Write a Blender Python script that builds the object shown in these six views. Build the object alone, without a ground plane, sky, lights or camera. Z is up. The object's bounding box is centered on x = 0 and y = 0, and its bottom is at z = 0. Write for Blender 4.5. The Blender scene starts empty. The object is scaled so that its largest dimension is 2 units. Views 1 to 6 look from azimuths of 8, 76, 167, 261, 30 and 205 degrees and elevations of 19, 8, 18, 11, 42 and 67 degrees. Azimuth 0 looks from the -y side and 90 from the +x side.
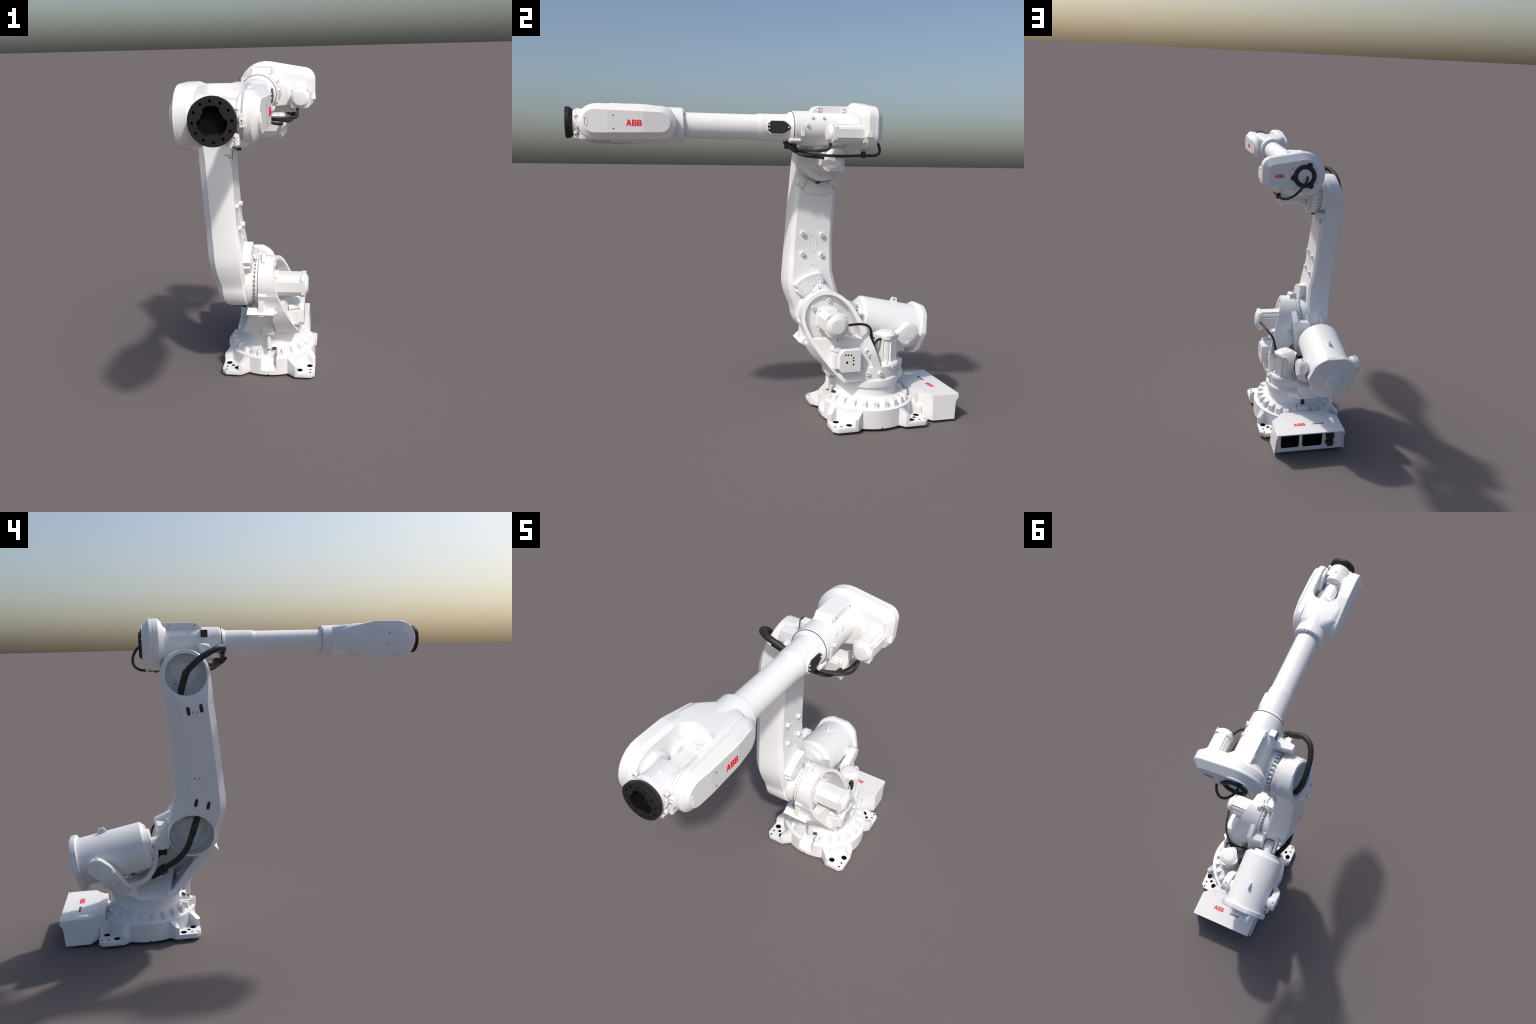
import bpy, bmesh, math, random
from math import pi, sin, cos, radians, sqrt, atan2
from mathutils import Vector, Matrix

random.seed(7)
V = Vector

# ------------------------------------------------------------------ frame
CX, CY = 0.0345, 0.536          # axis 1 (base swivel), vertical
J2 = (0.297, 0.574)             # y, z of the shoulder axis (runs along x)
J3 = (0.291, 1.404)             # y, z of the elbow axis (runs along x)
AX, AZ = 0.035, 1.5503           # x, z of the forearm axis (runs along y)

# ------------------------------------------------------------------ materials
def material(name, color, rough=0.45, grain=0.03, scale=60.0, bump=0.0, metallic=0.0, coat=0.0, spec=0.5):
    m = bpy.data.materials.new(name)
    m.use_nodes = True
    nt = m.node_tree
    b = nt.nodes["Principled BSDF"]
    tc = nt.nodes.new("ShaderNodeTexCoord")
    no = nt.nodes.new("ShaderNodeTexNoise")
    no.inputs["Scale"].default_value = scale
    no.inputs["Detail"].default_value = 4.0
    nt.links.new(tc.outputs["Object"], no.inputs["Vector"])
    ramp = nt.nodes.new("ShaderNodeValToRGB")
    lo = [c * (1 - grain) for c in color]
    hi = [min(1.0, c * (1 + grain)) for c in color]
    ramp.color_ramp.elements[0].position = 0.35
    ramp.color_ramp.elements[1].position = 0.65
    ramp.color_ramp.elements[0].color = (*lo, 1)
    ramp.color_ramp.elements[1].color = (*hi, 1)
    nt.links.new(no.outputs["Fac"], ramp.inputs["Fac"])
    nt.links.new(ramp.outputs["Color"], b.inputs["Base Color"])
    b.inputs["Roughness"].default_value = rough
    b.inputs["Metallic"].default_value = metallic
    b.inputs["Specular IOR Level"].default_value = spec
    if coat:
        b.inputs["Coat Weight"].default_value = coat
        b.inputs["Coat Roughness"].default_value = 0.2
    if bump:
        n2 = nt.nodes.new("ShaderNodeTexNoise")
        n2.inputs["Scale"].default_value = 900.0
        nt.links.new(tc.outputs["Object"], n2.inputs["Vector"])
        bp = nt.nodes.new("ShaderNodeBump")
        bp.inputs["Strength"].default_value = bump
        bp.inputs["Distance"].default_value = 0.0004
        nt.links.new(n2.outputs["Fac"], bp.inputs["Height"])
        nt.links.new(bp.outputs["Normal"], b.inputs["Normal"])
    return m

WHITE = material("white_paint", (0.80, 0.80, 0.80), 0.42, 0.012, 8.0, 0.05)
PLATE = material("white_cover_paint", (0.80, 0.80, 0.80), 0.36, 0.01, 6.0, 0.0)
BLACK = material("black_rubber", (0.018, 0.018, 0.019), 0.55, 0.10, 90.0, 0.15)
DARKM = material("black_plastic_plate", (0.022, 0.023, 0.025), 0.5, 0.05, 60.0, 0.0)
FLANG = material("burnished_dark_steel", (0.013, 0.013, 0.0135), 0.55, 0.08, 120.0, 0.1, spec=0.35)
HOLE = material("dark_bore", (0.002, 0.002, 0.002), 0.9, 0.0, 10.0, 0.0, spec=0.2)  # near-black base colour bakes in hole shadow; bore floors otherwise render lit grey
RED = material("red_lettering", (0.88, 0.016, 0.024), 0.5, 0.02, 40.0)
SEAM = material("dark_seam", (0.05, 0.05, 0.05), 0.7, 0.0, 10.0)
STEEL = material("grey_steel", (0.42, 0.42, 0.42), 0.4, 0.05, 80.0, 0.0, metallic=0.3)

# ------------------------------------------------------------------ mesh kit
COLL = bpy.context.scene.collection

def to_mesh(bm, name, mat, smooth=17.0):
    me = bpy.data.meshes.new(name)
    bm.to_mesh(me); bm.free()
    for m in (mat if isinstance(mat, (list, tuple)) else [mat]):
        me.materials.append(m)
    me.shade_smooth()
    me.set_sharp_from_angle(angle=radians(smooth))
    return me

def obj(name, me, parent=None, loc=None, mw=None):
    o = bpy.data.objects.new(name, me)
    COLL.objects.link(o)
    if parent is not None:
        o.parent = parent
    if mw is not None:
        o.matrix_local = mw
    elif loc is not None:
        o.location = loc
    return o

def bevel(bm, w, seg=2, ang=28.0):
    bmesh.ops.remove_doubles(bm, verts=bm.verts[:], dist=1e-5)
    bmesh.ops.recalc_face_normals(bm, faces=bm.faces[:])
    if w > 0:
        es = [e for e in bm.edges if len(e.link_faces) == 2 and e.calc_face_angle(0) > radians(ang)]
        if es:
            bmesh.ops.bevel(bm, geom=es, offset=w, segments=seg, profile=0.5, affect='EDGES', clamp_overlap=True)
    return bm

def merge(dst, src, midx=0):
    me = bpy.data.meshes.new("tmp")
    for f in src.faces:
        f.material_index = midx
    src.to_mesh(me); src.free()
    dst.from_mesh(me)
    bpy.data.meshes.remove(me)

class Part:
    """collects bevelled solids into one mesh"""
    def __init__(self): self.bm = bmesh.new()
    def put(self, s, bev=0.002, m=0, seg=2, ang=28.0):
        merge(self.bm, bevel(s, bev, seg, ang), m); return self
    def obj(self, name, mat, parent=None, smooth=17.0):
        return obj(name, to_mesh(self.bm, name, mat, smooth), parent)

def pt(axis, a, p, q):
    # in-plane coordinates -> 3d.  axis x:(y,z)  y:(x,z)  z:(x,y)
    return {'x': V((a, p, q)), 'y': V((p, a, q)), 'z': V((p, q, a))}[axis]

def loft(rings, cap=True):
    bm = bmesh.new()
    vs = [[bm.verts.new(p) for p in r] for r in rings]
    n = len(rings[0])
    for a, b in zip(vs[:-1], vs[1:]):
        for i in range(n):
            j = (i + 1) % n
            try: bm.faces.new((a[i], a[j], b[j], b[i]))
            except ValueError: pass
    if cap:
        bm.faces.new(vs[0]); bm.faces.new(list(reversed(vs[-1])))
    return bm

def prism(pts, axis, a, b):
    return loft([[pt(axis, a, *p) for p in pts], [pt(axis, b, *p) for p in pts]])

def box(x0, x1, y0, y1, z0, z1):
    return prism([(x0, y0), (x1, y0), (x1, y1), (x0, y1)], 'z', z0, z1)

def hexa(b, t):
    """solid from 4 bottom points and 4 top points"""
    return loft([[V(p) for p in b], [V(p) for p in t]])

def circle(cx, cy, r, n=48, a0=0.0, a1=2 * pi):
    full = abs(a1 - a0 - 2 * pi) < 1e-6
    k = n if full else n - 1
    return [(cx + r * cos(a0 + (a1 - a0) * i / k), cy + r * sin(a0 + (a1 - a0) * i / k)) for i in range(n)]

def lathe(prof, axis, c, n=72):
    """profile of (radius, position along axis) turned about the axis through c (in-plane)"""
    bm = bmesh.new()
    rows = []
    for r, a in prof:
        if r < 1e-6:
            rows.append([bm.verts.new(pt(axis, a, c[0], c[1]))])
        else:
            rows.append([bm.verts.new(pt(axis, a, *p)) for p in circle(c[0], c[1], r, n)])
    for a, b in zip(rows[:-1], rows[1:]):
        for i in range(n):
            j = (i + 1) % n
            if len(a) == 1 and len(b) == 1: continue
            if len(a) == 1: bm.faces.new((a[0], b[i], b[j]))
            elif len(b) == 1: bm.faces.new((a[i], a[j], b[0]))
            else: bm.faces.new((a[i], a[j], b[j], b[i]))
    for row in (rows[0], rows[-1]):
        if len(row) > 1: bm.faces.new(row)
    bmesh.ops.recalc_face_normals(bm, faces=bm.faces[:])
    return bm

def frame(d):
    d = d.normalized()
    u = V((0, 0, 1)) if abs(d.z) < 0.9 else V((1, 0, 0))
    x = u.cross(d).normalized(); y = d.cross(x)
    return x, y

def rod(p0, p1, r0, r1=None, n=32):
    p0, p1 = V(p0), V(p1); r1 = r0 if r1 is None else r1
    x, y = frame(p1 - p0)
    return loft([[p + x * (r * cos(2 * pi * i / n)) + y * (r * sin(2 * pi * i / n)) for i in range(n)]
                 for p, r in ((p0, r0), (p1, r1))])

def spline(ps, k=10):
    ps = [V(p) for p in ps]
    q = [ps[0] * 2 - ps[1]] + ps + [ps[-1] * 2 - ps[-2]]
    out = []
    for i in range(1, len(q) - 2):
        a, b, c, d = q[i - 1], q[i], q[i + 1], q[i + 2]
        for s in range(k):
            t = s / k
            out.append(0.5 * ((2 * b) + (c - a) * t + (2 * a - 5 * b + 4 * c - d) * t * t + (3 * b - a - 3 * c + d) * t ** 3))
    out.append(ps[-1])
    return out

def sweep(ps, r, n=20, k=10):
    """round cable along a smooth path"""
    c = spline(ps, k)
    t0 = (c[1] - c[0]).normalized()
    x, _ = frame(t0)
    rings = []
    for i, p in enumerate(c):
        t = (c[min(i + 1, len(c) - 1)] - c[max(i - 1, 0)]).normalized()
        x = (x - t * x.dot(t)).normalized()
        y = t.cross(x)
        rr = r(i / (len(c) - 1)) if callable(r) else r
        rings.append([p + x * (rr * cos(2 * pi * j / n)) + y * (rr * sin(2 * pi * j / n)) for j in range(n)])
    return loft(rings)

def hull(circs, seg=14):
    """convex outline round a list of circles given in counter-clockwise order: arcs joined by tangents"""
    n = len(circs); normals = []
    for i in range(n):
        (ax, ay, ar), (bx, by, br) = circs[i], circs[(i + 1) % n]
        d = sqrt((bx - ax) ** 2 + (by - ay) ** 2)
        base = atan2(by - ay, bx - ax)
        normals.append(base - math.acos(max(-1, min(1, (ar - br) / d))))
    out = []
    for i in range(n):
        x, y, r = circs[i]
        a0, a1 = normals[i - 1], normals[i]
        while a1 < a0 - 1e-9: a1 += 2 * pi
        while a1 - a0 > 2 * pi: a1 -= 2 * pi
        for s in range(seg):
            a = a0 + (a1 - a0) * s / (seg - 1)
            out.append((x + r * cos(a), y + r * sin(a)))
    return out

def ring_solid(O, I, axis, a, b):
    bm = bmesh.new(); n = len(O)
    L = [[bm.verts.new(pt(axis, h, *q)) for q in P] for P, h in ((O, a), (O, b), (I, b), (I, a))]
    for k in range(4):
        A, B = L[k], L[(k + 1) % 4]
        for i in range(n): bm.faces.new((A[i], A[(i + 1) % n], B[(i + 1) % n], B[i]))
    bmesh.ops.recalc_face_normals(bm, faces=bm.faces[:])
    return bm

def grow(circs, d): return [(x, y, r + d) for x, y, r in circs]

def boolean(o, cutters, op='DIFFERENCE'):
    for c in cutters:
        m = o.modifiers.new("b", 'BOOLEAN')
        m.operation = op; m.object = c; m.solver = 'EXACT'
        m.material_mode = 'TRANSFER'
    dg = bpy.context.evaluated_depsgraph_get()
    me = bpy.data.meshes.new_from_object(o.evaluated_get(dg))
    o.modifiers.clear()
    old = o.data; o.data = me
    bpy.data.meshes.remove(old)
    me.shade_smooth(); me.set_sharp_from_angle(angle=radians(17))
    for c in cutters:
        bpy.data.objects.remove(c)

def temp(bm, mat):
    bmesh.ops.recalc_face_normals(bm, faces=bm.faces[:])
    return obj("cut", to_mesh(bm, "cut", mat))

def bolt_mesh(name, r, h, socket=True, n=24):
    """cap screw standing on z=0 along +z, dark hexagon socket"""
    bm = bmesh.new()
    merge(bm, bevel(rod((0, 0, -0.004), (0, 0, h), r, n=n), r * 0.14, 1), 0)
    if socket:
        merge(bm, rod((0, 0, h - 0.0005), (0, 0, h + 0.0003), r * 0.30, n=6), 1)
    return to_mesh(bm, name, [WHITE, HOLE])

def place(name, me, parent, p, d):
    z = V(d).normalized(); x, y = frame(z)
    m = Matrix((x, y, z)).transposed().to_4x4(); m.translation = V(p)
    return obj(name, me, parent, mw=m)

SMALL = bolt_mesh("bolt", 0.0062, 0.006, False)
MED = bolt_mesh("socket_screw", 0.0085, 0.010, True)
BIG = bolt_mesh("boss_screw", 0.0118, 0.016, True)
TINY = bolt_mesh("small_screw", 0.0042, 0.003, False)
LONG = bolt_mesh("bolt", 0.0068, 0.020, False)
DISC = bolt_mesh("bolt", 0.0062, 0.009, False)
DOT = (lambda b: to_mesh(b, "screw_hole", HOLE))(rod((0, 0, -0.002), (0, 0, 0.0006), 0.0030, n=14))

# ------------------------------------------------------------------ thing
root = bpy.data.objects.new("industrial_robot_arm", None)
COLL.objects.link(root)
root.location = (0, 0, 0)
root["label"] = "white six-axis industrial robot arm with black hoses and flange"
root["category"] = "robot arm"

# ================================================================== base
p = Part()
p.put(lathe([(0, .013), (.2535, .013), (.2535, .114), (.2325, .114), (.196, .146), (.190, .1495), (.174, .1505), (.168, .157), (.168, .207), (0, .207)], 'z', (CX, CY), 120), 0.002, ang=40)
base = p.obj("base", WHITE, root)
# chute cut out of the front of the ring
nf = [(CY - .30, .030), (CY - .255, .036), (CY - .196, .090), (CY - .176, .160), (CY - .172, .30), (CY - .30, .30)]
boolean(base, [temp(prism(nf, 'x', CX - .040, CX + .046), WHITE)])

# side walls of the chute
for s, x0 in ((-1, CX - .040), (1, CX + .046)):
    x0 += s * .0006; x1 = x0 + s * .020
    pr = [(CY - .175, .10), (CY - .175, .1495), (CY - .190, .149), (CY - .228, .147), (CY - .2315, .113), (CY - .2315, .09)]
    Part().put(prism(pr, 'x', min(x0, x1), max(x0, x1)), .002).obj("chute_wall", WHITE, base)

# stiffening ribs round the ring
def rib_mesh():
    p = Part()
    p.put(hexa([(.172, -.0135, .105), (.2335, -.0140, .105), (.2335, .0140, .105), (.172, .0135, .105)],
               [(.172, -.0115, .1500), (.2300, -.0118, .1490), (.2300, .0118, .1490), (.172, .0115, .1500)]), .0018)
    return to_mesh(p.bm, "rib", WHITE)
RIB = rib_mesh()
for i in range(24):
    a = radians(7.5 + 15 * i)
    if abs(a - radians(270)) < radians(14) or abs(a - radians(90)) < radians(9): continue
    obj("rib", RIB, base, mw=Matrix.Translation((CX, CY, 0)) @ Matrix.Rotation(a, 4, 'Z'))

# four feet
def mirror(pts, sx, sy): return [(CX + sx * x, CY + sy * y) for x, y in pts]
FOOT = [(.100, .222), (.150, .267), (.236, .267), (.2590, .244), (.2590, .133), (.228, .100), (.15, .10), (.10, .15)]
for sx, sy in ((1, -1), (-1, -1), (1, 1), (-1, 1)):
    p = Part()
    p.put(prism(mirror(FOOT, sx, sy), 'z', .013, .039), .002)
    f = p.obj("foot", [WHITE, HOLE], base)
    for A in ([(.226, .096), (.2592, .133), (.2588, .152), (.241, .152), (.203, .128)],
              [(.096, .222), (.149, .2672), (.165, .2668), (.165, .249), (.128, .205)]):
        q = mirror(A, sx, sy)
        top = (.1145, .082, .076, .076, .1145)
        Part().put(loft([[V((x, y, .020)) for x, y in q], [V((x, y, t)) for (x, y), t in zip(q, top)]]), .0015).obj("foot_gusset", WHITE, f)
    cut = []
    big = [(.2295, .1745), (.1755, .2285)]
    small = [(.2345, .219), (.2345, .252)]
    for x, y in big:
        cx, cy = CX + sx * x, CY + sy * y
        b = bmesh.new()
        merge(b, lathe([(0, .001), (.0125, .001), (.0125, .034), (.0165, .0375), (.0165, .06), (0, .06)], 'z', (cx, cy), 28))
        cut.append(temp(b, HOLE))
    for x, y in small:
        cut.append(temp(rod((CX + sx * x, CY + sy * y, .001), (CX + sx * x, CY + sy * y, .06), .0058, n=20), HOLE))
    if sx * sy > 0:
        cut.append(temp(rod((CX + sx * .2035, CY + sy * .2035, .001), (CX + sx * .2035, CY + sy * .2035, .06), .0095, n=24), HOLE))
    boolean(f, cut)
    Part().put(rod((CX + sx * .2025, CY + sy * .2025, 0), (CX + sx * .2025, CY + sy * .2025, .016), .034, n=40), .002).obj("shadow_black_pad", BLACK, base)  # pad coloured black after the shadow beneath the foot

# little black sight marks low on the ring, black plug beside the chute
for a in (-90, 0, 180):
    d = V((cos(radians(a)), sin(radians(a)), 0))
    place("sight_mark", to_mesh(bevel(box(-.003, .003, -.004, .004, -.004, .0008), 0), "sight_mark", HOLE), base, V((CX, CY, .0165)) + d * .2535, d)
Part().put(rod((.055, CY - .196, .150), (.075, CY - .188, .150), .0075), .001).obj("plug", BLACK, base)
# rear cable block between collar and control box
p = Part()
p.put(hexa([(-.010, .68, .09), (.062, .68, .09), (.062, .785, .09), (-.010, .785, .09)],
           [(-.006, .69, .166), (.050, .69, .166), (.050, .742, .166), (-.006, .742, .166)]), .003)
p.put(hexa([(.058, .68, .09), (.078, .68, .09), (.078, .79, .09), (.058, .79, .09)],
           [(.058, .68, .172), (.072, .68, .172), (.072, .72, .164), (.058, .72, .164)]), .002)
p.put(rod((.040, .70, .165), (.040, .70, .190), .008), .001)
p.obj("cable_block", WHITE, base)
Part().put(box(.008, .028, .692, .712, .162, .196), .002).put(box(.011, .025, .690, .708, .190, .206), .001).obj("connector", BLACK, base)

# ================================================================== control box
XL, XR = CX - .199, CX + .199
def box_ring(z, grow_x, rear):
    return [V((XR + grow_x, rear, z)), V((XR + grow_x, .844, z)), V((CX + .141, .792, z)), V((CX + .139, .770, z)),
            V((CX - .139, .770, z)), V((CX - .141, .792, z)), V((XL - grow_x, .844, z)), V((XL - grow_x, rear, z))]
p = Part()
p.put(loft([box_ring(.012, .0095, .963), box_ring(.147, .000, .963)]), .002)
cbox = p.obj("control_box", PLATE, root)
boolean(cbox, [temp(prism(hull([(.199, .056, .012), (.199, .1185, .003), (.0915, .1185, .003), (.0915, .056, .012)][::-1][::-1]), 'y', .93, .99), HOLE)] if False else
        [temp(prism([(.206, .127), (.206, .050), (.196, .040), (.107, .040), (.097, .050), (.097, .127)], 'y', .954, .99), HOLE),
         temp(prism([(.078, .127), (.078, .050), (.068, .040), (-.033, .040), (-.043, .050), (-.043, .127)], 'y', .954, .99), HOLE)])
# top cover with a seam step
p = Part()
p.put(prism([(XR + .001, 1.0), (XR + .001, .843), (CX + .165, .815), (CX + .125, .815), (CX + .105, .800), (CX - .105, .800), (CX - .125, .815), (CX - .165, .815), (XL - .001, .843), (XL - .001, 1.0)], 'z', .145, .1515), .001)
p.put(prism([(CX + .165, .8135), (CX + .141, .793), (CX + .138, .772), (CX - .138, .772), (CX - .141, .793), (CX - .165, .8135), (CX - .126, .8135), (CX - .106, .7985), (CX + .106, .7985), (CX + .126, .8135)], 'z', .14, .1505), .0005)
p.obj("box_cover", PLATE, cbox)
# cheeks with a stepped rear edge
for s in (-1, 1):
    xt, xb = CX + s * .199, CX + s * .2085
    prof = [(.846, .012), (.976, .012), (.984, .108), (1.0, .130), (1.0, .1475), (.846, .1475)]
    def at(z, d): return xb + (xt - xb) * (z - .012) / .138 + d
    rings = [[V((at(z, s * d), y, z)) for y, z in prof] for d in (-.001, .0022)]
    Part().put(loft(rings), .0008).obj("box_cheek", PLATE, cbox)
# socket at the right of the rear panel
p = Part()
p.put(prism([(-.062, .125), (-.068, .128), (-.102, .128), (-.108, .125), (-.114, .096), (-.106, .090), (-.106, .068), (-.112, .062), (-.106, .046), (-.106, .038), (-.074, .038), (-.074, .046), (-.060, .064), (-.068, .072), (-.068, .094), (-.062, .100)], 'y', .957, .979), .0015)
p.put(box(-.102, -.073, .962, .985, .050, .108), .002)
p.obj("socket", BLACK, cbox)
for x, y in ((.222, .985), (-.150, .985), (.155, .826), (.035, .812), (-.085, .826), (-.140, .870)):
    place("small_screw", TINY, cbox, (x, y, .1512), (0, 0, 1))

# ---- lettering -----------------------------------------------------------
def letter_A(bm, x0, w, h, t):
    pr = lambda P: merge(bm, loft([[V((x0 + a * w, b * h, z)) for a, b in P] for z in (-t, t)]))
    pr([(0, 0), (.34, 1), (.485, 1), (.485, .66), (.42, .47), (.485, .47), (.485, .22), (.35, .22), (.28, 0)])
    pr([(.515, 1), (.66, 1), (1, 0), (.72, 0), (.65, .22), (.515, .22), (.515, .47), (.58, .47), (.515, .66)])
def letter_B(bm, x0, w, h, t):
    pr = lambda P: merge(bm, loft([[V((x0 + a * w, b * h, z)) for a, b in P] for z in (-t, t)]))
    pr([(0, 0), (.47, 0), (.47, .22), (.30, .22), (.30, .38), (.47, .38), (.47, .485), (0, .485)])
    pr([(0, .515), (.47, .515), (.47, .62), (.30, .62), (.30, .78), (.47, .78), (.47, 1), (0, 1)])
    pr([(.53, 0), (.72, 0), (.90, .06), (1, .20), (1, .34), (.93, .44), (.82, .485), (.53, .485), (.53, .38), (.64, .36), (.68, .30), (.64, .24), (.53, .22)])
    pr([(.53, .515), (.80, .515), (.89, .56), (.95, .68), (.93, .84), (.82, .96), (.68, 1), (.53, 1), (.53, .78), (.61, .77), (.65, .70), (.61, .63), (.53, .62)])
def logo(parent, origin, right, up, w, h):
    """three bold split letters lying in the plane of right and up"""
    r, u = V(right), V(up); n = r.cross(u)
    m = Matrix((r, u, n)).transposed().to_4x4(); m.translation = V(origin)
    lw = w / 3.12
    for k, (fn, x) in enumerate(((letter_A, 0), (letter_B, 1.10 * lw), (letter_B, 2.12 * lw))):
        bm = bmesh.new(); fn(bm, x, lw * (1.02 if k == 0 else .95), h, .0009)
        bmesh.ops.recalc_face_normals(bm, faces=bm.faces[:])
        obj("logo_letter", to_mesh(bm, "logo_letter", RED), parent, mw=m)
logo(cbox, (.1205, .920, .1515), (-1, 0, 0), (0, -1, 0), .071, .0275)
cu = bpy.data.curves.new("model_lettering", 'FONT')
cu.body = "IRB 6700"; cu.size = .0165; cu.extrude = .0006; cu.offset = .0004
to = bpy.data.objects.new("t", cu); COLL.objects.link(to)
dg = bpy.context.evaluated_depsgraph_get()
tm = bpy.data.meshes.new_from_object(to.evaluated_get(dg))
bpy.data.objects.remove(to); bpy.data.curves.remove(cu)
tm.materials.clear(); tm.materials.append(HOLE); tm.name = "model_lettering"
m = Matrix(((-1, 0, 0), (0, -1, 0), (0, 0, 1))).transposed().to_4x4(); m.translation = V((-.001, .914, .1516))
obj("model_lettering", tm, cbox, mw=m)
Part().put(box(.0015, .0025, .897, .921, .151, .1520), 0).obj("lettering_rule", HOLE, cbox)

# ================================================================== turret
p = Part()
p.put(lathe([(0, .2065), (.176, .2065), (.179, .210), (.179, .246), (.172, .253), (.168, .253), (0, .253)], 'z', (CX, CY), 96), .0015)
# upper drum on the right/rear half
drum = [(CX + .169 * cos(a), CY + .169 * sin(a)) for a in [radians(-50 + i * 5) for i in range(33)]]
drum += [(-.03, .67), (-.03, .45), (.08, .41)]
p.put(prism(drum, 'z', .245, .318), .004)
turret = p.obj("turret", WHITE, root)

def rim_x(y, z): return min(.203, .098 + .190 * (y - .146) - .225 * (z - .562))
RIM = [(.345, .249), (.287, .314), (.235, .382), (.184, .460), (.158, .515), (.146, .562), (.149, .600), (.163, .638), (.188, .672),
       (.222, .697), (.262, .711), (.305, .711), (.345, .698), (.388, .666), (.425, .618), (.462, .553), (.490, .488), (.517, .419), (.545, .340), (.565, .255)]
def smooth_loop(P, k=4):
    q = [V((a, b, 0)) for a, b in P]
    return [(v.x, v.y) for v in spline(q, k)]
RIMS = smooth_loop(RIM)
def inset(P, d):
    """offset an open-then-closed loop inwards (towards its centroid along normals)"""
    n = len(P); out = []
    for i in range(n):
        a, b = V(P[i - 1] + (0,)), V(P[(i + 1) % n] + (0,))
        t = (b - a).normalized()
        out.append((P[i][0] + t.y * d, P[i][1] - t.x * d))
    return out
def inner_profile(y, z):
    """outline of the housing on its inner side: circle above, front wall pushed forward below"""
    dy, dz = y - J2[0], z - J2[1]
    if z > J2[1] - .03: 
        r = sqrt(dy * dy + dz * dz); k = min(1.0, .138 / r)
        return (J2[0] + dy * k, J2[1] + dz * k)
    if y < .40:
        w = max(0, min(1.0, (.50 - z) / .06)) * min(1.0, max(0, (z - .25)) / .12)
        return (y - .030 * w, z - .008 * w)
    w = min(1.0, (J2[1] - .03 - z) / .10)
    return (y - .05 * (1 - w * .6), z)
p = Part()
nr = len(RIMS)
def x_in(z): return .004 + .072 * max(0, min(1, (.485 - z) / .04))
r0 = [V((x_in(z), *inner_profile(y, z))) for y, z in RIMS]
r1 = [V((x_in(z) + (rim_x(y, z) - x_in(z)) * .45, (inner_profile(y, z)[0] * .50 + y * .50), (inner_profile(y, z)[1] * .50 + z * .50))) for y, z in RIMS]
r2 = [V((rim_x(y, z), y, z)) for y, z in RIMS]
sg = .018 if not (sum(RIMS[i - 1][0] * RIMS[i][1] - RIMS[i][0] * RIMS[i - 1][1] for i in range(nr)) > 0) else -.018
def leg(y, z): return 1.0 + (1.15 * max(0, min(1, (.62 - z) / .14)) if y > .40 else .15 * max(0, min(1, (.5 - z) / .1)))
wide = [leg(y, z) for y, z in RIMS]
PK = []
for k in range(nr):
    q = inset(RIMS, sg * wide[k])[k]
    PK.append((q[0], max(q[1], .2495)))
i2 = [V((rim_x(y, z) - .001, y, z)) for y, z in PK]
i1 = [V((.073, J2[0] + (y - J2[0]) * .97, J2[1] + (z - J2[1]) * .97)) for y, z in PK]
sh = loft([r0, r1, r2, i2, i1], False)
sh.verts.ensure_lookup_table()
for start, c in ((0, V((.045, .345, .47))), (4 * nr, V((.073, .345, .47)))):
    cv = sh.verts.new(c); sh.verts.ensure_lookup_table()
    for k in range(nr):
        sh.faces.new((sh.verts[start + k], sh.verts[start + (k + 1) % nr], cv))
p.put(sh, .0)
housing = p.obj("shoulder_housing", WHITE, turret)
# raised floor of the lower pocket
FL = [q for q in inset(RIMS, sg * .6)]
low = [(y, z) for y, z in FL if z < .475]
low = [q for q in low if q[0] < .40] + [q for q in low if q[0] >= .40]
lf = [(y, z) for y, z in FL if y < .40 and z < .475][::-1]
rf = [(y, z) for y, z in FL if y >= .40 and z < .475][::-1]
poly = lf + rf
p = Part()
p.put(loft([[V((.082, y, z)) for y, z in poly], [V((max(.085, rim_x(y, z) - (.013 if y < .40 else .005)), y, z)) for y, z in poly]]), .002, ang=50)
p.obj("pocket_floor", WHITE, housing)

# bowl bolts
for y, z in ((.300, .664), (.213, .625), (.325, .466)):
    place("boss_screw", BIG, turret, (.071 if z > .5 else .140, y, z), (1, 0, 0))
for y, z, x in ((.478, .407, .188), (.490, .384, .193)):
    place("boss_screw", BIG, turret, (x - .006, y, z), (1, 0, 0))
for az, z, h in ((-18, .286, .168), (4, .286, .168), (32, .307, .168)):
    d = V((cos(radians(az)), sin(radians(az)), 0))
    place("boss_screw", BIG, turret, V((CX, CY, z)) + d * h, d)

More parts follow.
